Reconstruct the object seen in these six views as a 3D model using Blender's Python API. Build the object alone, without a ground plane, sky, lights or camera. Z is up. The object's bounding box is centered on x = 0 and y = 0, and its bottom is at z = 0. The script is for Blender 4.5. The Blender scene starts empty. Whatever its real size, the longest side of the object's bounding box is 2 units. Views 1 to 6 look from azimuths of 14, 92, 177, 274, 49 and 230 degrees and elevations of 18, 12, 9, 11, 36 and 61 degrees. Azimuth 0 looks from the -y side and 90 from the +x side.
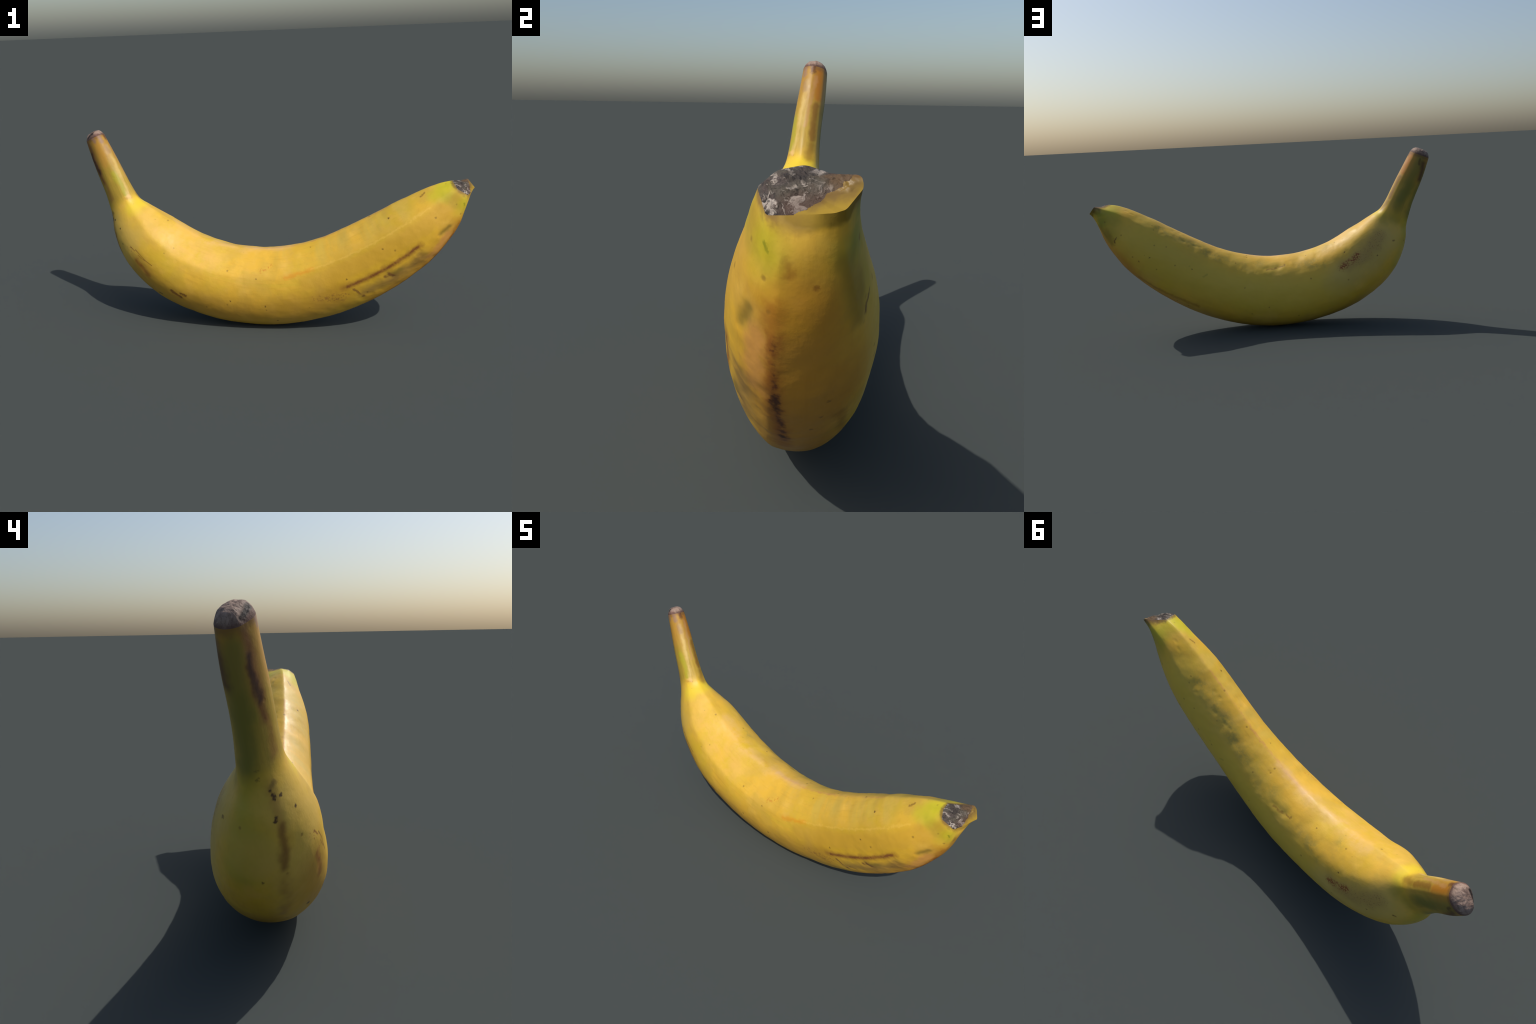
import math
import numpy as np

# ------------------------------------------------------------------ shape rules
# Spine stations from the stem tip to the blossom end:
# (x, y, z) of the spine, half height in the plane of the bend, half width.
STATIONS = np.array([
    [-0.9490, 0.0474, 0.9886, 0.0555, 0.0453],
    [-0.9040, 0.0352, 0.8824, 0.0665, 0.0508],
    [-0.8554, 0.0200, 0.7765, 0.0727, 0.0536],
    [-0.7971, 0.0064, 0.6480, 0.0849, 0.0612],
    [-0.7639, -0.0003, 0.5877, 0.1139, 0.0814],
    [-0.7025, 0.0007, 0.4890, 0.1615, 0.1326],
    [-0.5934, 0.0030, 0.3758, 0.1919, 0.1634],
    [-0.4585, 0.0031, 0.2915, 0.2022, 0.1768],
    [-0.2759, 0.0022, 0.2308, 0.2075, 0.1780],
    [-0.0755, 0.0042, 0.2093, 0.2092, 0.1734],
    [0.1252, 0.0033, 0.2309, 0.2068, 0.1619],
    [0.3395, 0.0009, 0.3011, 0.2004, 0.1465],
    [0.5166, 0.0004, 0.3951, 0.1912, 0.1419],
    [0.6610, 0.0014, 0.4930, 0.1758, 0.1379],
    [0.7727, 0.0019, 0.5870, 0.1479, 0.1207],
    [0.8800, 0.0054, 0.6812, 0.1053, 0.0861],
    [0.9344, 0.0168, 0.7241, 0.0765, 0.0736],
])
# five long ridges of the fruit (degrees round the spine; 0 = inside of the bend, - = front side)
RIDGE_DEG = (-10.0, 45.0, 128.0, -158.0, -63.0)
# how strong each ridge (first five) and three low section harmonics are at five places along the fruit
PLACES = np.array([0.0, 0.18, 0.32, 0.65, 1.0])
SECTION = np.array([
    [0.053, 0.028, 0.041, 0.037, 0.053, -0.098, -0.035, 0.011],
    [0.040, 0.036, 0.029, 0.024, 0.047, 0.005, -0.037, 0.029],
    [0.035, 0.014, 0.000, 0.016, 0.055, 0.016, 0.014, 0.011],
    [0.031, -0.019, -0.013, 0.019, 0.031, -0.010, -0.005, 0.003],
    [0.065, 0.028, 0.021, 0.045, 0.025, 0.001, -0.005, 0.014],
])
# rim of the torn blossom end: angle round the spine and point; the beak lies between 50 and 135 degrees
RIM_DEG = np.array([-140.0, -75, -38, -5, 25, 50, 65, 105, 135, 178, 220])
RIM = np.array([
    [0.963, -0.050, 0.729], [0.914, -0.065, 0.760], [0.897, -0.038, 0.782], [0.890, 0.000, 0.789],
    [0.930, 0.036, 0.781], [0.965, 0.071, 0.784], [0.976, 0.074, 0.769], [0.999, 0.051, 0.744],
    [0.991, 0.037, 0.738], [0.981, -0.006, 0.733], [0.963, -0.050, 0.729]])
RIM_REACH = 0.16          # the last 16 cm of peel blend into the rim


def spline(t, x):
    """natural cubic spline through stations at t: matrices for value and derivative at x"""
    n, h = len(t), np.diff(t)
    A, B = np.zeros((n, n)), np.zeros((n, n))
    A[0, 0] = A[-1, -1] = 1
    for i in range(1, n - 1):
        A[i, i - 1], A[i, i], A[i, i + 1] = h[i - 1], 2 * (h[i - 1] + h[i]), h[i]
        B[i, i - 1], B[i, i], B[i, i + 1] = 6 / h[i - 1], -6 / h[i - 1] - 6 / h[i], 6 / h[i]
    S, I = np.linalg.solve(A, B), np.eye(n)
    k = np.clip(np.searchsorted(t, x, side="right") - 1, 0, n - 2)
    hh = h[k][:, None]
    a, b = (t[k + 1] - x)[:, None] / hh, (x - t[k])[:, None] / hh
    M = a * I[k] + b * I[k + 1] + ((a**3 - a) * S[k] + (b**3 - b) * S[k + 1]) * hh * hh / 6
    D = (I[k + 1] - I[k]) / hh + (-(3 * a * a - 1) * S[k] + (3 * b * b - 1) * S[k + 1]) * hh / 6
    return M, D


KNOTS = np.array([0.000, 0.123, 0.244, 0.356, 0.448, 0.564, 0.710, 0.885, 1.080, 1.280, 1.482, 1.690, 1.890, 2.084, 2.245, 2.369, 2.454])
LENGTH = KNOTS[-1]


def wrap(d):
    return (d + np.pi) % (2 * np.pi) - np.pi


def ridge_bump(d, w0=math.radians(6), w1=math.radians(16)):
    return np.exp(-(np.sqrt(wrap(d) ** 2 + w0 * w0) - w0) / w1)


RING = np.linspace(0, 2 * np.pi, 720, endpoint=False)
BUMP_MEAN = ridge_bump(RING).mean()


def tube(s, th):
    """points of the smooth fruit at distances s from the stem tip and angles th (arrays of equal shape)"""
    shp = np.shape(s)
    s, th = np.ravel(s), np.ravel(th)
    M, D = spline(KNOTS, s)
    V, tan = M @ STATIONS, D @ STATIONS[:, :3]
    tan /= np.linalg.norm(tan, axis=1, keepdims=True)
    B = np.array([0, 1.0, 0]) - tan * tan[:, 1:2]
    B /= np.linalg.norm(B, axis=1, keepdims=True)
    N = np.cross(tan, B)
    K = np.stack([np.interp(s, PLACES * LENGTH, SECTION[:, i]) for i in range(8)], 1)
    f = 1 + sum(K[:, i] * (ridge_bump(th - math.radians(r)) - BUMP_MEAN) for i, r in enumerate(RIDGE_DEG))
    f = f + K[:, 5] * np.sin(2 * th) + K[:, 6] * np.cos(3 * th) + K[:, 7] * np.sin(3 * th)
    P = V[:, :3] + N * (V[:, 3] * f * np.cos(th))[:, None] + B * (V[:, 4] * f * np.sin(th))[:, None]
    return P.reshape(*shp, 3)


def rim(th):
    a = np.degrees((np.asarray(th) + math.radians(140)) % (2 * np.pi)) - 140
    soft = [-5, -2.5, 0, 2.5, 5]
    return sum(np.stack([np.interp((a + d + 140) % 360 - 140, RIM_DEG, RIM[:, i]) for i in range(3)], -1) for d in soft) / len(soft)


def surface(s, th):
    s, th = np.broadcast_arrays(np.asarray(s, float), np.asarray(th, float))
    P = tube(s, th)
    w = np.clip((s - (LENGTH - RIM_REACH)) / RIM_REACH, 0, 1) ** 1.7
    if (w > 0).any():
        P = P + w[..., None] * (rim(th) - tube(np.full(s.shape, LENGTH), th))
    return P


# ------------------------------------------------------------------ blender
import bpy
from mathutils import Vector, noise

N_ALONG, N_ROUND = 420, 192
NECK = 0.145              # share of the length where stem and fruit meet


def at(share, deg):
    """point of the skin at a share of the length and an angle round the spine"""
    return SHIFT + surface(np.array([share * LENGTH]), np.array([math.radians(deg)]))[0]


def clump(P, scale, octaves=3, seed=0.0):
    return np.array([noise.fractal(Vector(p) * scale + Vector((seed, seed * 0.7, -seed)), 0.7, 2.0, octaves) for p in P])


def seg_dist(P, a, b):
    a, b = np.asarray(a), np.asarray(b)
    h = np.clip((P - a) @ (b - a) / max((b - a) @ (b - a), 1e-9), 0, 1)
    return np.linalg.norm(P - a - h[:, None] * (b - a), axis=1), h


def step(e0, e1, x):
    t = np.clip((x - e0) / (e1 - e0), 0, 1)
    return t * t * (3 - 2 * t)


S = np.linspace(0, LENGTH, N_ALONG)
TH = np.arange(N_ROUND) * 2 * np.pi / N_ROUND
GRID = surface(S[:, None], TH[None])
lo, hi = GRID.reshape(-1, 3).min(0), GRID.reshape(-1, 3).max(0)
SHIFT = np.array([-(lo[0] + hi[0]) / 2, -(lo[1] + hi[1]) / 2, -lo[2]])
GRID = GRID + SHIFT


def grid_normals(G):
    du = np.gradient(G, axis=0)
    dv = np.roll(G, -1, 1) - np.roll(G, 1, 1)
    n = np.cross(du, dv)
    n *= np.sign((n * (G - G.mean(1, keepdims=True))).sum(-1, keepdims=True))
    return n / np.linalg.norm(n, axis=-1, keepdims=True)


# --- relief of the skin: broad lumps, bruise dents along the upper back ridge, faint cross bands, a healed scar
NRM = grid_normals(GRID)
flat = GRID.reshape(-1, 3)
share = np.repeat(S / LENGTH, N_ROUND)
ang = np.tile(TH, N_ALONG)


def near(deg, width):
    return np.exp(-((wrap(ang - math.radians(deg)) / math.radians(width)) ** 2))


fade = step(0.0, 0.02, share) * (1 - step(0.975, 1.0, share))
body = step(0.15, 0.24, share)
dent_zone = near(28, 28) * step(0.30, 0.42, share) * (1 - step(0.93, 0.98, share))
relief = 0.0014 * clump(flat, 9, 3, 3.1) * body
dents = clump(flat, 11, 2, 7.7)
relief -= 0.0030 * dent_zone * np.clip(dents + 0.15, 0, 1.2)
relief += 0.0006 * near(-36, 22) * step(0.45, 0.55, share) * (1 - step(0.93, 0.97, share)) * np.sin(share * LENGTH * 62 + 2.5 * clump(flat, 5, 1, 9.0))
relief += 0.0007 * clump(flat * np.array([1, 2.4, 1]), 30, 2, 5.5) * near(-130, 34) * step(0.68, 0.76, share) * 1.1
DENTS = (((0.557, 40), (0.520, 37), 0.018, 0.0020), ((0.520, 37), (0.500, 33), 0.012, 0.0012),
         ((0.925, -126), (0.940, -130), 0.014, 0.0035), ((0.784, -118), (0.806, -138), 0.018, 0.0012),
         ((0.870, -126), (0.885, -156), 0.020, 0.0016), ((0.758, -135), (0.794, -156), 0.022, 0.0014))
DENTS += tuple(((q, d), (q + 0.012, d + 3), 0.030, 0.0013) for q, d in ((0.924, 31), (0.86, 27), (0.795, 28), (0.76, 27), (0.717, 30), (0.66, 33), (0.617, 42), (0.571, 27), (0.43, 41), (0.39, 27)))
DENTS += tuple(((q, d), (q + 0.004, d), 0.008, 0.0014) for q, d in ((0.952, 15), (0.942, 21), (0.788, 28), (0.754, 26), (0.739, 23), (0.810, 5), (0.828, 6), (0.850, 37), (0.613, 12)))
for a, b, r, d in DENTS:
    dist, _ = seg_dist(flat, at(*a), at(*b))
    relief -= d * np.exp(-(dist / r) ** 2)
# fuller flanks: the back near the blossom end, the belly below the neck, the underside near the blossom end
relief += 0.0040 * near(82, 38) * step(0.60, 0.74, share) * (1 - step(0.80, 0.93, share))
relief += 0.0045 * near(-165, 70) * step(0.20, 0.26, share) * (1 - step(0.34, 0.44, share))
relief += 0.0040 * near(-135, 50) * step(0.84, 0.90, share) * (1 - step(0.95, 0.985, share))
relief += 0.0030 * near(-130, 40) * step(0.64, 0.72, share) * (1 - step(0.76, 0.86, share))
relief += 0.0040 * near(170, 60) * step(0.11, 0.14, share) * (1 - step(0.19, 0.24, share))
relief -= 0.0030 * (near(42, 25) + near(-75, 25)) * step(0.60, 0.72, share) * (1 - step(0.94, 0.98, share))
relief += 0.0030 * near(-25, 45) * step(0.165, 0.205, share) * (1 - step(0.25, 0.32, share))
# crests on the ridges, so that the faces between them meet at a visible edge
for deg, amp, q0, q1 in zip(RIDGE_DEG, (0.0056, 0.0018, 0.0036, 0.0036, 0.0032), (0.15, 0.18, 0.5, 0.5, 0.16), (0.24, 0.26, 0.7, 0.7, 0.24)):
    d = np.abs(wrap(ang - math.radians(deg)))
    crest = np.exp(-np.sqrt(d * d + math.radians(1.5) ** 2) / math.radians(13)) - 0.06
    relief += amp * crest * step(q0, q1, share)
GRID = (flat + NRM.reshape(-1, 3) * (relief * fade)[:, None]).reshape(GRID.shape)
NRM = grid_normals(GRID)


class Build:
    """collects faces of one part with their own vertices and normals"""

    def __init__(self):
        self.v, self.n, self.f, self.key = [], [], [], {}

    def vert(self, key, p, n):
        if key not in self.key:
            self.key[key] = len(self.v)
            self.v.append(tuple(p))
            self.n.append(tuple(n))
        return self.key[key]

    def make(self, name, material, parent):
        me = bpy.data.meshes.new(name)
        me.from_pydata(self.v, [], self.f)
        me.polygons.foreach_set("use_smooth", [True] * len(me.polygons))
        me.materials.append(material)
        me.update()
        me.normals_split_custom_set_from_vertices(self.n)
        ob = bpy.data.objects.new(name, me)
        bpy.context.scene.collection.objects.link(ob)
        ob.parent = parent
        return ob


def disc(rim_points, out, n_rings, height, sink=None):
    """closes a rim with rings that shrink to a centre; height(r, points) lifts them along out"""
    c = rim_points.mean(0)
    if sink is not None:
        c = c + sink
    rings = []
    for k in range(n_rings + 1):
        r = 1 - k / n_rings
        P = c + (rim_points - c) * r
        rings.append(P + out * height(r, P)[:, None])
    R = np.array(rings)
    du, dv = np.gradient(R[:-1], axis=0), np.roll(R[:-1], -1, 1) - np.roll(R[:-1], 1, 1)
    n = np.cross(du, dv)
    n *= np.sign((n @ out))[..., None]
    n /= np.linalg.norm(n, axis=-1, keepdims=True) + 1e-12
    n = np.concatenate([n, np.broadcast_to(out, (1, *n.shape[1:]))])
    return R, n


# --- torn blossom end
end_rim = GRID[-1]
end_out = np.linalg.svd(end_rim - end_rim.mean(0))[2][2]
end_out = end_out * np.sign(end_out[2])
beak = SHIFT + np.array([0.999, 0.052, 0.745]), SHIFT + np.array([0.984, -0.004, 0.728])
beak_side = SHIFT + np.array([0.978, 0.074, 0.766])


def scar_height(r, P):
    crinkle = clump(P * np.array([1.0, 1.6, 1.3]), 55, 3, 2.2)
    d, h = seg_dist(P, *beak)
    calm = step(0.02, 0.045, d)
    inside = np.minimum(1, (1 - r) / 0.14)
    return (0.0052 * np.abs(crinkle) + 0.0018 * crinkle) * calm * step(0.0, 0.2, 1 - r) + 0.011 * (1 - r ** 2) * step(0.0, 0.06, d)


END_R, END_N = disc(end_rim, end_out, 40, scar_height)
# --- cut stem end: a low dome with crinkled fibres and a crack
cut_rim = GRID[0]
cut_out = cut_rim.mean(0) - GRID[12].mean(0)
cut_out /= np.linalg.norm(cut_out)
crack = SHIFT + np.array([-0.985, 0.030, 0.985]), SHIFT + np.array([-0.950, 0.014, 1.016])


def cut_height(r, P):
    inside = np.minimum(1, (1 - r) / 0.10)
    d, _ = seg_dist(P + cut_out * 0.030 * (1 - r ** 3), *crack)
    groove = 0.007 * np.exp(-((d / 0.007) ** 2))
    tilt = 0.05 * ((P - cut_rim.mean(0)) @ np.array([0.92, 0.0, 0.39])) * (1 - r ** 4)
    return 0.033 * (1 - r ** 4.5) + tilt + inside * (0.0022 * clump(P, 30, 3, 4.4) + 0.0010 * clump(P, 110, 2, 8.0) - groove)


CUT_R, CUT_N = disc(cut_rim, cut_out, 26, cut_height)

# the lower lip of the scar is rounded over: skin and scar share their normals there; the beak keeps its edge
lip_w = step(140, 172, np.degrees(TH)) * (1 - step(272, 292, np.degrees(TH)))
lip_n = NRM[-1] + END_N[1]
lip_n /= np.linalg.norm(lip_n, axis=1, keepdims=True)
for k in range(7):
    w = (lip_w * (1 - k / 7) ** 1.5)[:, None]
    for arr, i in ((NRM, -1 - k), (END_N, k)):
        m = arr[i] * (1 - w) + lip_n * w
        arr[i] = m / np.linalg.norm(m, axis=1, keepdims=True)

i_neck = int(round(NECK * (N_ALONG - 1)))
stem, peel, cut, scar = Build(), Build(), Build(), Build()
for i in range(N_ALONG - 1):
    part = stem if i < i_neck else peel
    for j in range(N_ROUND):
        k = (j + 1) % N_ROUND
        part.f.append([part.vert(("g", a, b), GRID[a, b], NRM[a, b]) for a, b in ((i, j), (i, k), (i + 1, k), (i + 1, j))])
for R, n, own, tag in ((END_R, END_N, scar, "e"), (CUT_R, CUT_N, cut, "c")):
    mid = ((R[:-1] + R[1:]) / 2).reshape(-1, 3)
    if tag == "e":
        d, h = seg_dist(mid, *beak)
        ragged = 0.008 * clump(mid, 30, 3, 6.1)
        d2, _ = seg_dist(mid, beak[0], beak_side)
        yellow = (np.minimum(d - 0.040 + 0.024 * h, d2 - 0.026) < ragged).reshape(R.shape[0] - 1, N_ROUND)
    for i in range(R.shape[0] - 1):
        for j in range(N_ROUND):
            k = (j + 1) % N_ROUND
            part = peel if tag == "e" and yellow[i, j] else own
            last = i == R.shape[0] - 2
            cor = ((i, j), (i + 1, 0 if last else j), (i + 1, k), (i, k))
            if last:
                cor = ((i, j), (i + 1, 0), (i, k))
            part.f.append([part.vert((tag, a, b), R[a, b], n[a, b]) for a, b in cor])

# faces must wind outward
def wind(part):
    V, Nn = np.array(part.v), np.array(part.n)
    for f in part.f:
        a, b, c = V[f[0]], V[f[1]], V[f[2]]
        g = np.cross(b - a, c - a)
        if len(f) == 4:
            g = g + np.cross(c - a, V[f[3]] - a)
        if g @ (Nn[f[0]] + Nn[f[1]] + Nn[f[2]]) < 0:
            f.reverse()


for part in (stem, peel, cut, scar):
    wind(part)


# ------------------------------------------------------------------ materials
class Nodes:
    def __init__(self, name):
        self.mat = bpy.data.materials.new(name)
        self.mat.use_nodes = True
        self.t = self.mat.node_tree
        self.bsdf = self.t.nodes["Principled BSDF"]
        self.pos = self.t.nodes.new("ShaderNodeTexCoord").outputs["Object"]

    def node(self, kind, **ins):
        n = self.t.nodes.new(kind)
        return n

    def put(self, socket, v):
        if isinstance(v, bpy.types.NodeSocket):
            self.t.links.new(v, socket)
        elif isinstance(v, (tuple, list, np.ndarray)):
            v = tuple(float(q) for q in v)
            socket.default_value = v + (1.0,) if socket.type == "RGBA" and len(v) == 3 else v
        else:
            socket.default_value = v

    def math(self, op, a, b=0.0, c=0.0, clamp=False):
        n = self.t.nodes.new("ShaderNodeMath")
        n.operation, n.use_clamp = op, clamp
        for s, v in zip(n.inputs, (a, b, c)):
            self.put(s, v)
        return n.outputs[0]

    def vec(self, op, a, b=(0, 0, 0), scale=None):
        n = self.t.nodes.new("ShaderNodeVectorMath")
        n.operation = op
        self.put(n.inputs[0], a)
        self.put(n.inputs[1], b)
        if scale is not None:
            self.put(n.inputs["Scale"], scale)
        return n.outputs["Value"] if op in ("DOT_PRODUCT", "LENGTH", "DISTANCE") else n.outputs["Vector"]

    def noise(self, vec, scale, detail=3.0, rough=0.55, distort=0.0, colour=False):
        n = self.t.nodes.new("ShaderNodeTexNoise")
        self.put(n.inputs["Vector"], vec)
        for k, v in (("Scale", scale), ("Detail", detail), ("Roughness", rough), ("Distortion", distort)):
            n.inputs[k].default_value = v
        return n.outputs["Color" if colour else "Fac"]

    def voronoi(self, vec, scale, feature="F1", out="Distance", rnd=1.0):
        n = self.t.nodes.new("ShaderNodeTexVoronoi")
        n.feature = feature
        self.put(n.inputs["Vector"], vec)
        n.inputs["Scale"].default_value = scale
        n.inputs["Randomness"].default_value = rnd
        return n.outputs[out]

    def ramp(self, x, e0, e1, o0=0.0, o1=1.0, smooth=True):
        n = self.t.nodes.new("ShaderNodeMapRange")
        n.interpolation_type = "SMOOTHSTEP" if smooth else "LINEAR"
        for s, v in zip(("Value", "From Min", "From Max", "To Min", "To Max"), (x, e0, e1, o0, o1)):
            self.put(n.inputs[s], v)
        return n.outputs["Result"]

    def mix(self, fac, a, b, kind="MIX"):
        n = self.t.nodes.new("ShaderNodeMix")
        n.data_type, n.blend_type = "RGBA", kind
        self.put(n.inputs[0], fac)
        self.put(n.inputs[6], a)
        self.put(n.inputs[7], b)
        return n.outputs[2]

    def drift(self, vec, scale, detail, rough, amp, seed=0.0):
        """vec pushed about by noise, for ragged edges"""
        n = self.t.nodes.new("ShaderNodeSeparateColor")
        c = self.noise(self.vec("ADD", vec, (seed, 0, 0)), scale, detail, rough, colour=True)
        self.put(n.inputs[0], c)
        push = self.vec("SUBTRACT", self.join(*n.outputs), (0.5, 0.5, 0.5))
        return self.vec("ADD", vec, self.vec("SCALE", push, scale=amp))

    def xyz(self, v):
        kind = "Color" if v.type == "RGBA" else "XYZ"
        n = self.t.nodes.new("ShaderNodeSeparate" + kind)
        self.put(n.inputs[0], v)
        return n.outputs

    def join(self, x, y, z):
        n = self.t.nodes.new("ShaderNodeCombineXYZ")
        for s, v in zip(n.inputs, (x, y, z)):
            self.put(s, v)
        return n.outputs[0]

    def segment(self, p, a, b, r_in, r_out):
        """1 within r_in of the line from a to b, 0 beyond r_out"""
        a, b = np.asarray(a, float), np.asarray(b, float)
        ba = b - a
        if ba @ ba < 1e-7:
            d = self.vec("DISTANCE", p, a)
        else:
            pa = self.vec("SUBTRACT", p, a)
            h = self.math("MULTIPLY", self.vec("DOT_PRODUCT", pa, ba / (ba @ ba)), 1.0, clamp=True)
            d = self.vec("DISTANCE", pa, self.vec("SCALE", ba, scale=h))
        return self.ramp(d, r_in, r_out, 1.0, 0.0)

    def path(self, p, marks, r_in, r_out, pieces=1):
        """union of lines given as (share, degrees) pairs on the skin; long ones follow the bend in pieces"""
        out = None
        for m in marks:
            ends = [m, m] if len(m) == 2 else [m[:2], m[2:]]
            n = pieces if len(m) == 4 else 1
            ts = np.linspace(0, 1, n + 1)
            pts = [at(*(np.array(ends[0]) * (1 - t) + np.array(ends[1]) * t)) for t in ts]
            for q0, q1 in zip(pts[:-1], pts[1:]):
                s = self.segment(p, q0, q1, r_in, r_out)
                out = s if out is None else self.math("MAXIMUM", out, s)
        return out


def srgb(r, g, b):
    return tuple((c / 255 / 12.92) if c / 255 < 0.04045 else ((c / 255 + 0.055) / 1.055) ** 2.4 for c in (r, g, b))


def skin_material(name, of_stem):
    m = Nodes(name)
    P = m.pos
    x, y, z = m.xyz(P)
    # the bend of the fruit is close to a circle: angle and radius round its centre give coordinates along the fibres
    spine = (spline(KNOTS, np.linspace(0.2, 0.95, 9) * LENGTH)[0] @ STATIONS)[:, :3] + SHIFT
    A = np.c_[2 * spine[:, 0], 2 * spine[:, 2], np.ones(9)]
    cx, cz, _ = np.linalg.lstsq(A, (spine[:, 0] ** 2 + spine[:, 2] ** 2), rcond=None)[0]
    dx, dz = m.math("SUBTRACT", x, float(cx)), m.math("SUBTRACT", z, float(cz))
    turn = m.math("ARCTAN2", dx, m.math("MULTIPLY", dz, -1.0))
    rad = m.math("SQRT", m.math("ADD", m.math("MULTIPLY", dx, dx), m.math("MULTIPLY", dz, dz)))
    fibre = m.join(m.math("MULTIPLY", turn, 0.09), y, rad)          # stretched along the fruit
    cross = m.join(turn, m.math("MULTIPLY", y, 0.2), m.math("MULTIPLY", rad, 0.2))

    def wobble(scale, amp, seed=0.0):
        return m.drift(P, scale, 3, 0.6, amp, seed)

    loose, rough, fine = wobble(9, 0.09), wobble(42, 0.030, 3.0), wobble(120, 0.014, 5.0)
    slim = m.drift(P, 16, 3, 0.6, 0.035)
    big, mid = m.noise(P, 3.2, 3), m.noise(P, 11, 4, 0.6)
    thread = m.noise(fibre, 75, 4, 0.6)
    grain = m.noise(P, 160, 2, 0.5)

    golden, lemon, peach = srgb(222, 174, 56), srgb(209, 172, 46), srgb(218, 172, 78)
    col = m.mix(m.ramp(big, 0.38, 0.62), golden, lemon)
    col = m.mix(m.math("MULTIPLY", m.ramp(m.noise(P, 6.5, 4, 0.6), 0.46, 0.66), 0.6), col, peach)
    col = m.mix(m.math("MULTIPLY", m.ramp(m.noise(fibre, 16, 4, 0.6), 0.52, 0.70), 0.45), col, srgb(206, 172, 48))
    col = m.mix(m.math("MULTIPLY", m.ramp(m.noise(m.vec("ADD", P, (4.0, 1.0, 2.0)), 7.5, 4, 0.6), 0.48, 0.62), 0.42), col, srgb(198, 160, 60))
    col = m.mix(m.math("MULTIPLY", m.ramp(mid, 0.50, 0.72), 0.35), col, srgb(236, 190, 82))
    col = m.mix(m.math("MULTIPLY", m.ramp(m.noise(cross, 26, 2), 0.5, 0.66), 0.12), col, srgb(206, 168, 58))
    col = m.mix(m.math("MULTIPLY", m.ramp(thread, 0.50, 0.74), 0.30), col, srgb(196, 146, 44))

    def next_pass():
        """paint the following layers after the ones before: the coordinates wait for the colour so far
        (a shift of a ten-millionth), which keeps few masks alive at a time in so long a shader"""
        nonlocal P, loose, rough, fine, slim
        wait = m.vec("SCALE", (1e-7, 1e-7, 1e-7), scale=m.xyz(col)[0])
        P, loose, rough, fine, slim = (m.vec("ADD", q, wait) for q in (P, loose, rough, fine, slim))

    def layer(mask, colour, strength, veil=None):
        nonlocal col
        f = mask if veil is None else m.math("MULTIPLY", mask, veil)
        col = m.mix(m.math("MULTIPLY", f, strength), col, colour)

    cloud = m.ramp(m.noise(P, 14, 4, 0.65), 0.36, 0.62)
    blot = m.ramp(m.noise(P, 34, 4, 0.7), 0.40, 0.60)
    crumb = m.ramp(m.noise(P, 110, 3, 0.7), 0.42, 0.58)

    cell = m.voronoi(P, 17)
    pick = m.xyz(m.voronoi(P, 17, out="Color"))[0]
    pore = m.math("MULTIPLY", m.ramp(m.math("ADD", cell, m.math("MULTIPLY", grain, 0.06)), 0.07, 0.16, 1.0, 0.0), m.math("GREATER_THAN", pick, 0.50))
    # --- where fruit and stem meet
    dark = srgb(64, 40, 20)
    next_pass()
    layer(m.path(loose, [(0.165, -20), (0.16, 15), (0.17, -50)], 0.01, 0.075), srgb(222, 196, 46), 0.7)
    layer(m.path(loose, [(0.135, 155, 0.19, 152), (0.19, 152, 0.25, 158)], 0.0, 0.080), srgb(158, 154, 40), 0.6)
    layer(m.path(loose, [(0.15, 90), (0.17, 60)], 0.01, 0.075), srgb(140, 132, 44), 0.6)
    next_pass()
    layer(m.path(loose, [(0.19, -130), (0.22, -110), (0.25, -140), (0.23, 175)], 0.03, 0.14), srgb(208, 174, 80), 0.6)
    layer(m.path(loose, [(0.16, -150, 0.32, -160)], 0.0, 0.035, 3), srgb(160, 116, 44), 0.55)
    layer(m.path(rough, [(0.130, -140), (0.155, -150)], 0.003, 0.020), srgb(104, 76, 40), 0.55)
    next_pass()
    layer(m.path(fine, [(0.136, 178, 0.136, -177), (0.144, 180), (0.251, -180), (0.984, -137, 0.982, -142), (0.968, 166), (0.745, 72), (0.703, 79, 0.697, 73)], 0.002, 0.0075), dark, 0.85)
    if not of_stem:
        # --- broad tints
        next_pass()
        layer(m.path(loose, [(0.25, -40, 0.40, -46)], 0.0, 0.13, 2), srgb(222, 172, 84), 0.5, cloud)
        layer(m.path(loose, [(0.60, -30, 0.88, -36)], 0.0, 0.12, 4), srgb(190, 168, 78), 0.5, m.ramp(m.noise(cross, 9, 3), 0.42, 0.62))
        layer(m.path(loose, [(0.52, -6, 0.36, -8), (0.36, -8, 0.27, -2)], 0.0, 0.065, 2), srgb(222, 178, 116), 0.5, cloud)
        layer(m.path(loose, [(0.70, -92, 0.90, -88)], 0.02, 0.15, 3), srgb(206, 162, 36), 0.7)
        next_pass()
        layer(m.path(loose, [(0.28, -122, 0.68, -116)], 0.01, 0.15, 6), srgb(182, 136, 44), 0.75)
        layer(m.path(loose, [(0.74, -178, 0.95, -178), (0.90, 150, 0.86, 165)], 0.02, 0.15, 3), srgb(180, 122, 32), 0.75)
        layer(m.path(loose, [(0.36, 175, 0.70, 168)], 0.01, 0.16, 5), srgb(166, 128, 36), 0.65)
        next_pass()
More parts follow.
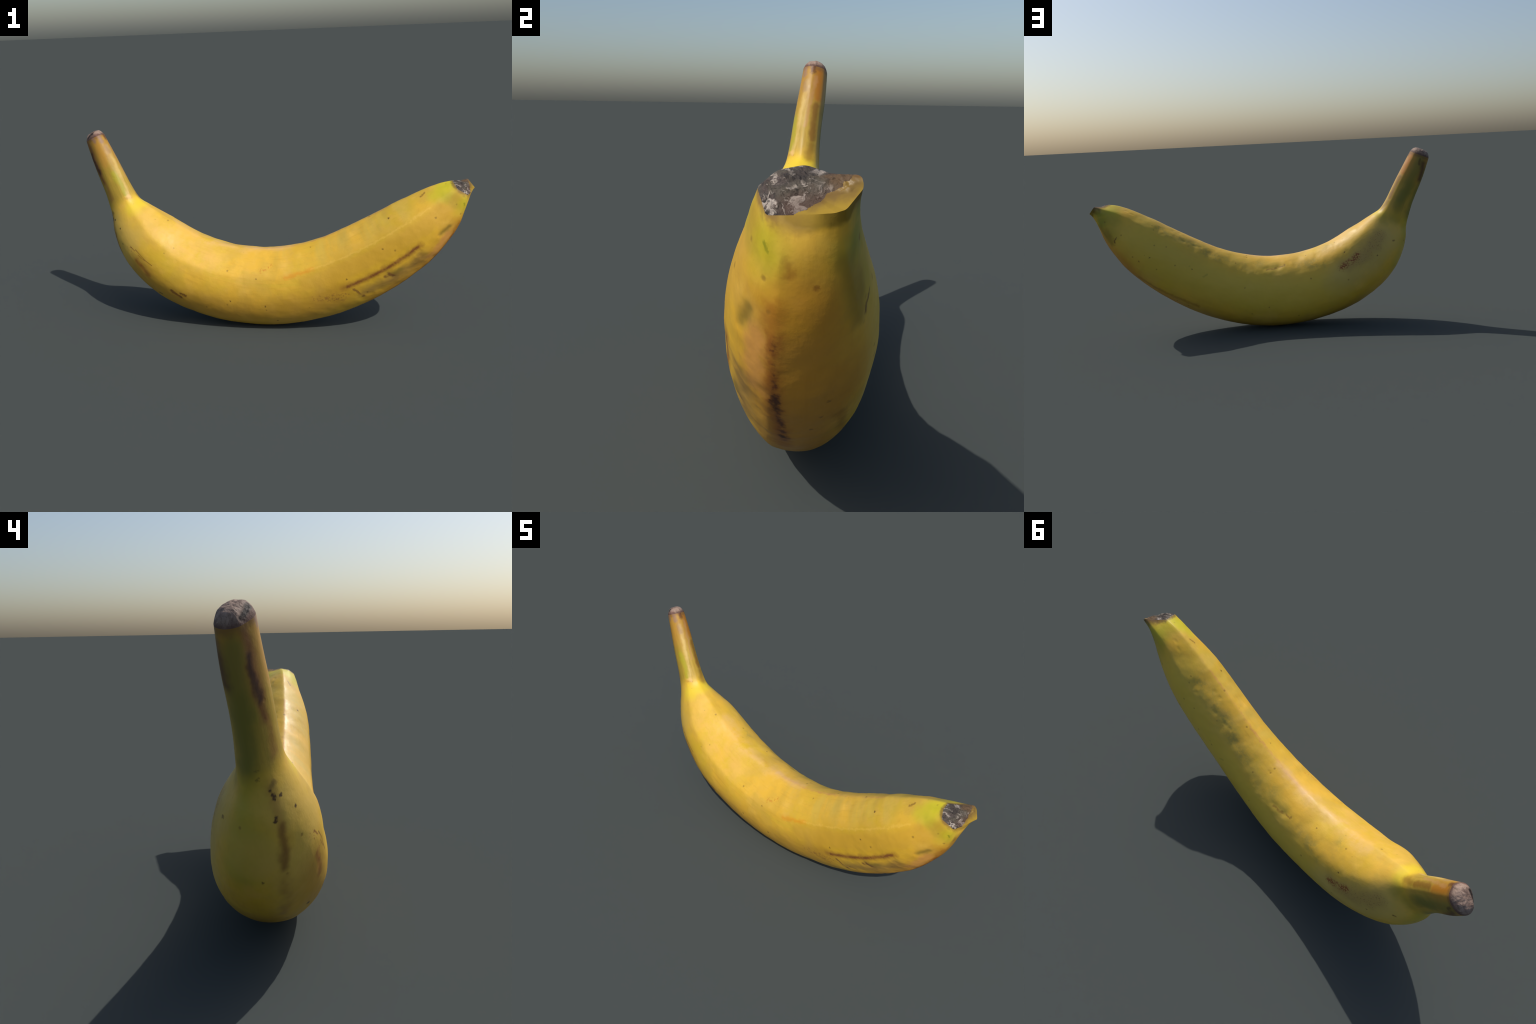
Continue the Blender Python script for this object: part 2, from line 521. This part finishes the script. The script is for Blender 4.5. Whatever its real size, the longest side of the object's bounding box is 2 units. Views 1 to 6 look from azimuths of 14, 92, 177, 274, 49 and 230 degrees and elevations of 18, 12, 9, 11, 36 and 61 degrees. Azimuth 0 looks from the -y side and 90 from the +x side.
        layer(m.path(loose, [(0.90, 78, 0.40, 92)], 0.04, 0.20, 6), srgb(212, 180, 64), 0.75)
        layer(m.path(loose, [(0.22, 85, 0.36, 86)], 0.03, 0.16, 2), srgb(196, 168, 90), 0.7)
        layer(m.path(loose, [(0.92, 30, 0.72, 24), (0.72, 24, 0.52, 40)], 0.01, 0.075, 2), srgb(190, 162, 58), 0.55, cloud)
        next_pass()
        layer(m.path(loose, [(0.876, 16, 0.749, 20), (0.733, 30, 0.665, 31), (0.469, 39, 0.385, 50)], 0.0, 0.055, 2), srgb(150, 138, 74), 0.3, blot)
        layer(m.path(slim, [(0.870, 25), (0.852, 30), (0.798, 27), (0.762, 26), (0.720, 30), (0.68, 33), (0.617, 42), (0.571, 27), (0.42, 41), (0.353, 14)], 0.0, 0.055), srgb(156, 140, 66), 0.38, blot)
        # --- green at both ends
        green = srgb(176, 178, 30)
        layer(m.path(loose, [(0.985, -35), (0.985, -127), (0.975, -65), (0.975, 35)], 0.0, 0.080), green, 0.6)
        layer(m.path(loose, [(0.955, -50, 0.99, -20)], 0.0, 0.07), srgb(206, 194, 32), 0.6)
        next_pass()
        layer(m.path(loose, [(0.985, 70), (0.975, 95)], 0.0, 0.07), srgb(120, 136, 44), 0.75)
        layer(m.path(loose, [(0.96, 75), (0.95, 110)], 0.01, 0.09), srgb(160, 150, 40), 0.55)
        layer(m.path(loose, [(0.985, -95), (0.975, -100)], 0.0, 0.055), srgb(168, 134, 44), 0.6)
        # --- the ridges: pinkish seam inside the bend, orange smears on the front ridge, brown on the lower ones
        next_pass()
        layer(m.path(rough, [(0.88, -11, 0.54, -9)], 0.0, 0.011, 7), srgb(196, 132, 78), 0.6, m.ramp(thread, 0.35, 0.6, 0.3, 1.0))
        layer(m.path(loose, [(0.62, -10, 0.52, -10)], 0.0, 0.03, 2), srgb(222, 176, 118), 0.55)
        layer(m.path(rough, [(0.60, -66, 0.66, -63)], 0.0, 0.020, 2), srgb(222, 150, 34), 0.7)
        next_pass()
        layer(m.path(slim, [(0.64, -80, 0.80, -83), (0.80, -83, 0.95, -90)], 0.024, 0.056, 3), srgb(200, 154, 52), 0.55)
        layer(m.path(rough, [(0.66, -63, 0.94, -66)], 0.0, 0.009, 5), srgb(232, 188, 80), 0.4)
        layer(m.path(rough, [(0.84, 150, 0.69, 136)], 0.0, 0.020, 3), srgb(150, 104, 24), 0.6)
        layer(m.path(rough, [(0.955, -156, 0.76, -170)], 0.004, 0.030, 4), srgb(150, 86, 24), 0.55)
        # --- bruised, scuffed zone on the lower front near the blossom end
        next_pass()
        layer(m.path(loose, [(0.90, -142, 0.93, -141), (0.91, -146, 0.88, -148)], 0.004, 0.034), srgb(208, 148, 74), 0.8)
        layer(m.path(loose, [(0.80, -128, 0.86, -134), (0.73, -128, 0.80, -134)], 0.0, 0.055, 2), srgb(150, 116, 60), 0.7)
        layer(m.path(slim, [(0.794, -119, 0.800, -136), (0.870, -126, 0.882, -157), (0.848, -130, 0.866, -146)], 0.0, 0.036, 2), srgb(116, 86, 44), 0.45, m.ramp(cloud, 0, 1, 0.4, 1))
        next_pass()
        layer(m.path(slim, [(0.926, -126, 0.940, -129), (0.804, -120, 0.818, -124)], 0.0, 0.024), srgb(112, 98, 38), 0.6)
        layer(m.path(rough, [(0.717, -113, 0.725, -135), (0.783, -119, 0.785, -121), (0.792, -118, 0.797, -128)], 0.001, 0.011), srgb(112, 66, 40), 0.75)
        # --- brown streaks where the skin was rubbed
        layer(m.path(rough, [(0.70, -105, 0.885, -110)], 0.0, 0.027, 4), srgb(150, 100, 40), 0.6)
        next_pass()
        layer(m.path(fine, [(0.709, -105, 0.79, -108), (0.79, -108, 0.878, -109)], 0.0, 0.0150, 2), srgb(116, 60, 34), 0.85, m.ramp(blot, 0, 1, 0.55, 1.0))
        layer(m.path(rough, [(0.940, -157, 0.79, -170)], 0.0, 0.017, 4), srgb(140, 78, 26), 0.6)
        layer(m.path(fine, [(0.938, -158, 0.888, -164), (0.888, -164, 0.79, -170)], 0.001, 0.010, 3), srgb(84, 38, 18), 0.9, blot)
        next_pass()
        layer(m.path(rough, [(0.865, -164, 0.885, -162), (0.80, -170, 0.806, -168)], 0.002, 0.011), srgb(60, 28, 14), 0.85)
        layer(m.path(slim, [(0.204, -152, 0.240, -157)], 0.0, 0.024), srgb(118, 72, 30), 0.7)
        layer(m.path(P, [(0.246, -100, 0.258, -98.3), (0.258, -98.3, 0.272, -98.6), (0.272, -98.6, 0.290, -96.8)], 0.0003, 0.0050), srgb(96, 30, 16), 0.95)
        next_pass()
        layer(m.path(fine, [(0.257, -102, 0.272, -100), (0.236, -106, 0.246, -103)], 0.0003, 0.0048), srgb(120, 50, 22), 0.8)
        layer(m.path(slim, [(0.262, -113, 0.294, -115)], 0.0, 0.026), srgb(150, 92, 32), 0.75)
        layer(m.path(rough, [(0.235, -112), (0.243, -108), (0.262, -108), (0.27, -112)], 0.004, 0.020), srgb(140, 60, 26), 0.85, m.ramp(m.noise(P, 150, 2, 0.6), 0.56, 0.64))
        next_pass()
        layer(m.path(rough, [(0.355, -114, 0.367, -116), (0.367, -116, 0.379, -118), (0.377, -111, 0.386, -111)], 0.002, 0.013), srgb(112, 66, 26), 0.85)
        layer(m.path(rough, [(0.645, -106, 0.70, -117), (0.66, -112, 0.69, -122)], 0.003, 0.026), srgb(136, 84, 44), 0.6, m.ramp(m.noise(P, 90, 3, 0.6), 0.50, 0.62))
        layer(m.path(rough, [(0.545, -52, 0.569, -46)], 0.003, 0.020), srgb(200, 130, 40), 0.7, m.ramp(m.noise(P, 100, 2, 0.5), 0.50, 0.58))
        # --- rust speckle on the back near the stem
        next_pass()
        layer(m.path(loose, [(0.33, 70, 0.225, 77)], 0.01, 0.075, 2), srgb(156, 122, 66), 0.5)
        layer(m.path(rough, [(0.350, 71, 0.292, 69)], 0.004, 0.028, 2), srgb(138, 62, 22), 0.95, m.ramp(m.noise(P, 95, 3, 0.65), 0.46, 0.55))
        layer(m.path(loose, [(0.30, 70, 0.22, 79)], 0.01, 0.060, 2), srgb(112, 66, 36), 0.8, m.ramp(m.noise(P, 170, 2, 0.6), 0.60, 0.68))
        # --- healed scar on the upper back ridge
        next_pass()
        layer(m.path(rough, [(0.552, 42, 0.522, 38), (0.522, 38, 0.500, 33)], 0.001, 0.010), srgb(150, 108, 36), 0.75)
        layer(m.path(rough, [(0.938, 108, 0.934, 122)], 0.001, 0.009), srgb(96, 54, 24), 0.8)
        layer(m.path(loose, [(0.97, 117, 0.94, 128)], 0.004, 0.040), srgb(120, 92, 24), 0.5)
        next_pass()
        layer(m.path(rough, [(0.974, -167, 0.978, -168)], 0.0, 0.016), srgb(136, 76, 24), 0.45)
        # --- single specks
        layer(m.path(fine, [(0.198, -118), (0.170, -151), (0.160, -158), (0.174, -138), (0.193, -158, 0.196, -160), (0.172, -154, 0.166, -155), (0.331, -138, 0.337, -137)], 0.003, 0.0085), srgb(64, 34, 24), 0.9)
        layer(m.path(fine, [(0.715, -94), (0.549, -105), (0.477, -99), (0.565, -138), (0.812, -79), (0.864, -38), (0.735, 75), (0.864, 113), (0.846, 93), (0.315, 50), (0.259, 96), (0.216, 112)], 0.002, 0.0070), srgb(92, 58, 22), 0.8)
        next_pass()
        layer(m.path(fine, [(0.665, -25), (0.533, -64), (0.822, 59), (0.884, 114), (0.894, 28), (0.545, 107), (0.605, 78), (0.709, 148), (0.735, 151), (0.437, 68), (0.639, 35), (0.613, 12), (0.431, 19), (0.850, 165), (0.876, 160), (0.824, 171), (0.214, 115), (0.938, -28, 0.946, -22)], 0.001, 0.0068), srgb(124, 84, 28), 0.75)
        # pores scattered over the whole skin
        layer(pore, srgb(132, 98, 34), 0.6)
        layer(m.ramp(m.noise(P, 210, 2, 0.5), 0.66, 0.74), srgb(176, 130, 44), 0.22)

        edge = None
        ringd = [SHIFT + rim(math.radians(a)) for a in (-150, -120, -90, -60, -30, 0, 25, 48)]
        for a, b in zip(ringd[:-1], ringd[1:]):
            s = m.segment(rough, a, b, 0.003, 0.020)
            edge = s if edge is None else m.math("MAXIMUM", edge, s)
        next_pass()
        layer(edge, srgb(112, 80, 50), 0.75)
        facet = m.math("MAXIMUM", m.segment(slim, beak[0] + 0.006 * end_out - (0.012, 0, 0), beak[1] + 0.010 * end_out - (0.012, 0, 0), 0.020, 0.034), m.segment(slim, beak[0], beak_side, 0.012, 0.026))
        layer(facet, srgb(132, 108, 28), 0.85)  # albedo darkened because this face turns to the sun and came out bright
        heart = np.array(SHIFT) + np.array([0.935, -0.008, 0.757])
        layer(m.segment(rough, heart, SHIFT + np.array([0.955, 0.045, 0.778]), 0.024, 0.050), srgb(88, 62, 40), 0.7)
        layer(m.segment(rough, SHIFT + np.array([0.975, -0.03, 0.722]), SHIFT + np.array([0.990, 0.0, 0.715]), 0.004, 0.030), srgb(132, 104, 44), 0.6)

    # --- the stem: khaki green to golden brown, with a ridge highlight painted pale and dark rubbed edges
    top, neck = GRID[0].mean(0), GRID[i_neck].mean(0)
    axis = (top - neck) / np.linalg.norm(top - neck)
    height = m.vec("DOT_PRODUCT", m.vec("SUBTRACT", P, neck), axis)
    long_way = np.linalg.norm(top - neck)
    wavy = m.math("ADD", height, m.math("MULTIPLY", m.math("SUBTRACT", mid, 0.5), 0.06))
    on_stem = m.ramp(wavy, -0.015, 0.05)
    squeezed = m.vec("SUBTRACT", P, m.vec("SCALE", axis, scale=m.math("MULTIPLY", height, 0.93)))
    strand = m.noise(squeezed, 55, 4, 0.6)
    hair = m.noise(squeezed, 150, 3, 0.6)
    base = m.mix(m.ramp(strand, 0.35, 0.65), srgb(158, 134, 44), srgb(180, 148, 56))
    base = m.mix(m.math("MULTIPLY", m.ramp(wavy, long_way * 0.40, long_way * 0.80), 0.8), base, srgb(166, 120, 44))
    base = m.mix(m.math("MULTIPLY", m.ramp(hair, 0.45, 0.7), 0.3), base, srgb(150, 108, 44))
    col = m.mix(m.math("MULTIPLY", on_stem, 0.9), col, base)
    next_pass()
    layer(m.path(slim, [(0.005, 100, 0.115, 85), (0.02, 170, 0.13, 160)], 0.01, 0.045, 2), srgb(124, 118, 50), 0.7)
    layer(m.path(slim, [(0.075, 170, 0.14, 160), (0.08, 100, 0.13, 85)], 0.005, 0.05, 2), srgb(118, 114, 44), 0.45)
    layer(m.path(slim, [(0.092, -62, 0.132, -54)], 0.002, 0.024), srgb(166, 156, 36), 0.8)
    next_pass()
    layer(m.path(slim, [(0.028, -30, 0.138, -42)], 0.001, 0.016, 2), srgb(206, 176, 104), 0.75, m.ramp(strand, 0.3, 0.6, 0.4, 1.0))  # lightened stripe: the light caught along the stem ridge
    layer(m.path(slim, [(0.072, 26, 0.118, 24)], 0.004, 0.024), srgb(126, 86, 28), 0.8)
    layer(m.path(slim, [(0.128, 24, 0.146, 20)], 0.003, 0.028), srgb(136, 100, 30), 0.7)
    next_pass()
    layer(m.path(slim, [(0.034, -126, 0.13, -126)], 0.003, 0.024, 2), srgb(150, 104, 44), 0.6)
    if of_stem:
        next_pass()
        next_pass()
        layer(m.path(slim, [(0.02, -75, 0.07, -80)], 0.004, 0.030), srgb(190, 140, 54), 0.6)
        layer(m.path(slim, [(0.028, -36, 0.044, -34)], 0.0, 0.020), srgb(140, 102, 72), 0.6)
        next_pass()
        layer(m.path(slim, [(0.010, 20, 0.055, 26)], 0.003, 0.028), srgb(172, 108, 26), 0.85)
        next_pass()
        layer(m.path(slim, [(0.020, 5, 0.105, -8)], 0.001, 0.012, 2), srgb(190, 140, 96), 0.45)
        layer(m.path(slim, [(0.012, -140, 0.098, -136)], 0.0, 0.026, 2), srgb(122, 72, 34), 0.8)
        next_pass()
        layer(m.path(slim, [(0.032, -145, 0.056, -141), (0.056, -139, 0.080, -137)], 0.0, 0.018), srgb(62, 34, 30), 0.85)
        layer(m.path(slim, [(0.016, 124, 0.056, 140)], 0.0, 0.032), srgb(84, 54, 38), 0.85)
        layer(m.path(slim, [(0.012, 96, 0.022, 100)], 0.002, 0.012), srgb(84, 58, 26), 0.7)
        lip = m.ramp(m.math("ADD", height, m.math("MULTIPLY", m.math("SUBTRACT", m.noise(P, 30, 3), 0.5), 0.035)), long_way - 0.022, long_way - 0.004)
        next_pass()
        layer(lip, srgb(104, 68, 48), 0.5)
        layer(m.path(rough, [(0.0, -84, 0.010, -80), (0.004, -50, 0.014, -48)], 0.002, 0.018), srgb(136, 106, 94), 0.7)
        layer(m.path(rough, [(0.0, -12, 0.010, -10)], 0.002, 0.014), srgb(84, 44, 32), 0.75)
    # scuffed ring where the stem leaves the fruit, and the dark edges of both ends
    next_pass()
    layer(m.path(rough, [(0.138, -71, 0.142, -36)], 0.001, 0.009, 2), srgb(178, 124, 54), 0.6, crumb)
    layer(m.path(rough, [(0.136, -50, 0.140, -44)], 0.002, 0.012), srgb(222, 178, 110), 0.6)
    m.put(m.bsdf.inputs["Base Color"], col)
    gloss = m.ramp(mid, 0.3, 0.7, 0.42, 0.56)
    if not of_stem:
        gloss = m.math("MAXIMUM", gloss, m.math("MULTIPLY", facet, 0.85))
    m.put(m.bsdf.inputs["Roughness"], gloss)
    m.bsdf.inputs["Specular IOR Level"].default_value = 0.4
    bump = m.t.nodes.new("ShaderNodeBump")
    bump.inputs["Strength"].default_value, bump.inputs["Distance"].default_value = 0.25, 0.004
    tall = m.math("ADD", m.math("MULTIPLY", m.noise(m.pos, 38, 4), 1.0), m.math("MULTIPLY", thread, 0.25))
    m.put(bump.inputs["Height"], m.math("SUBTRACT", tall, m.math("MULTIPLY", pore, 0.35)))
    m.put(m.bsdf.inputs["Normal"], bump.outputs[0])
    return m.mat


def scar_material():
    m = Nodes("dry_blossom_scar")
    P = m.pos
    bent = m.drift(P, 28, 3, 0.6, 0.05)
    flow = m.vec("MULTIPLY", bent, (0.6, 1.5, 1.3))
    n1, n2 = m.noise(flow, 48, 5, 0.65, 0.6), m.noise(flow, 95, 3, 0.6, 1.0)
    col = m.mix(m.ramp(n2, 0.35, 0.65), srgb(50, 46, 45), srgb(84, 73, 68))
    col = m.mix(m.math("MULTIPLY", m.ramp(m.noise(P, 20, 2), 0.5, 0.65), 0.6), col, srgb(92, 86, 74))
    col = m.mix(m.math("MULTIPLY", m.ramp(n1, 0.51, 0.64), 0.8), col, srgb(172, 160, 148))
    heart = SHIFT + np.array([0.928, -0.004, 0.768])
    col = m.mix(m.math("MULTIPLY", m.segment(bent, heart, heart, 0.012, 0.040), 0.75), col, srgb(60, 54, 50))
    pale = m.segment(bent, SHIFT + np.array([0.950, -0.035, 0.742]), SHIFT + np.array([0.968, 0.0, 0.745]), 0.004, 0.024)
    col = m.mix(m.math("MULTIPLY", pale, m.ramp(n1, 0.50, 0.60)), col, srgb(186, 174, 162))
    d = m.segment(bent, beak[0], beak[1], 0.020, 0.052)
    col = m.mix(m.math("MULTIPLY", d, 0.7), col, srgb(78, 56, 46))
    tipb = SHIFT + np.array([0.968, 0.068, 0.782])
    col = m.mix(m.math("MULTIPLY", m.segment(bent, tipb, SHIFT + np.array([0.955, 0.045, 0.778]), 0.010, 0.034), 0.8), col, srgb(100, 78, 54))
    m.put(m.bsdf.inputs["Base Color"], col)
    m.bsdf.inputs["Roughness"].default_value = 0.75
    m.bsdf.inputs["Specular IOR Level"].default_value = 0.25
    bump = m.t.nodes.new("ShaderNodeBump")
    bump.inputs["Strength"].default_value, bump.inputs["Distance"].default_value = 0.7, 0.006
    m.put(bump.inputs["Height"], m.math("ADD", n1, m.math("MULTIPLY", n2, 0.5)))
    m.put(m.bsdf.inputs["Normal"], bump.outputs[0])
    return m.mat


def cut_material():
    m = Nodes("dry_stem_cut")
    P = m.pos
    along = m.vec("MULTIPLY", P, (1.0, 1.8, 0.7))
    n1, n2 = m.noise(along, 34, 4, 0.6, 0.5), m.noise(P, 120, 3, 0.6)
    col = m.mix(m.ramp(n1, 0.35, 0.65), srgb(116, 94, 82), srgb(156, 132, 116))
    col = m.mix(m.math("MULTIPLY", m.ramp(m.noise(P, 16, 2), 0.5, 0.62), 0.6), col, srgb(136, 100, 90))
    col = m.mix(m.math("MULTIPLY", m.ramp(n2, 0.58, 0.72), 0.5), col, srgb(190, 162, 144))
    col = m.mix(m.math("MULTIPLY", m.ramp(n2, 0.42, 0.30), 0.5), col, srgb(84, 62, 60))
    bent = m.drift(P, 70, 3, 0.7, 0.018)
    crackm = m.segment(bent, *crack, 0.004, 0.014)
    col = m.mix(m.math("MULTIPLY", crackm, 0.92), col, srgb(30, 24, 24))
    edge = None
    pts = [GRID[0, int(j)] for j in np.linspace(0, N_ROUND, 11)[:-1]]
    for a, b in zip(pts, pts[1:] + pts[:1]):
        s = m.segment(bent, a, b, 0.002, 0.017)
        edge = s if edge is None else m.math("MAXIMUM", edge, s)
    col = m.mix(m.math("MULTIPLY", edge, 0.8), col, srgb(86, 58, 48))
    m.put(m.bsdf.inputs["Base Color"], col)
    m.bsdf.inputs["Roughness"].default_value = 0.7
    m.bsdf.inputs["Specular IOR Level"].default_value = 0.3
    bump = m.t.nodes.new("ShaderNodeBump")
    bump.inputs["Strength"].default_value, bump.inputs["Distance"].default_value = 0.5, 0.004
    m.put(bump.inputs["Height"], m.math("ADD", n1, m.math("MULTIPLY", n2, 0.6)))
    m.put(m.bsdf.inputs["Normal"], bump.outputs[0])
    return m.mat


banana = bpy.data.objects.new("banana", None)
bpy.context.scene.collection.objects.link(banana)
banana["label"] = "ripe yellow banana with brown streaks and a dry stem"
banana["category"] = "banana fruit"
peel.make("peel", skin_material("banana_peel", False), banana)
stem.make("stem", skin_material("banana_stem_skin", True), banana)
cut.make("stem_cut", cut_material(), banana)
scar.make("blossom_scar", scar_material(), banana)
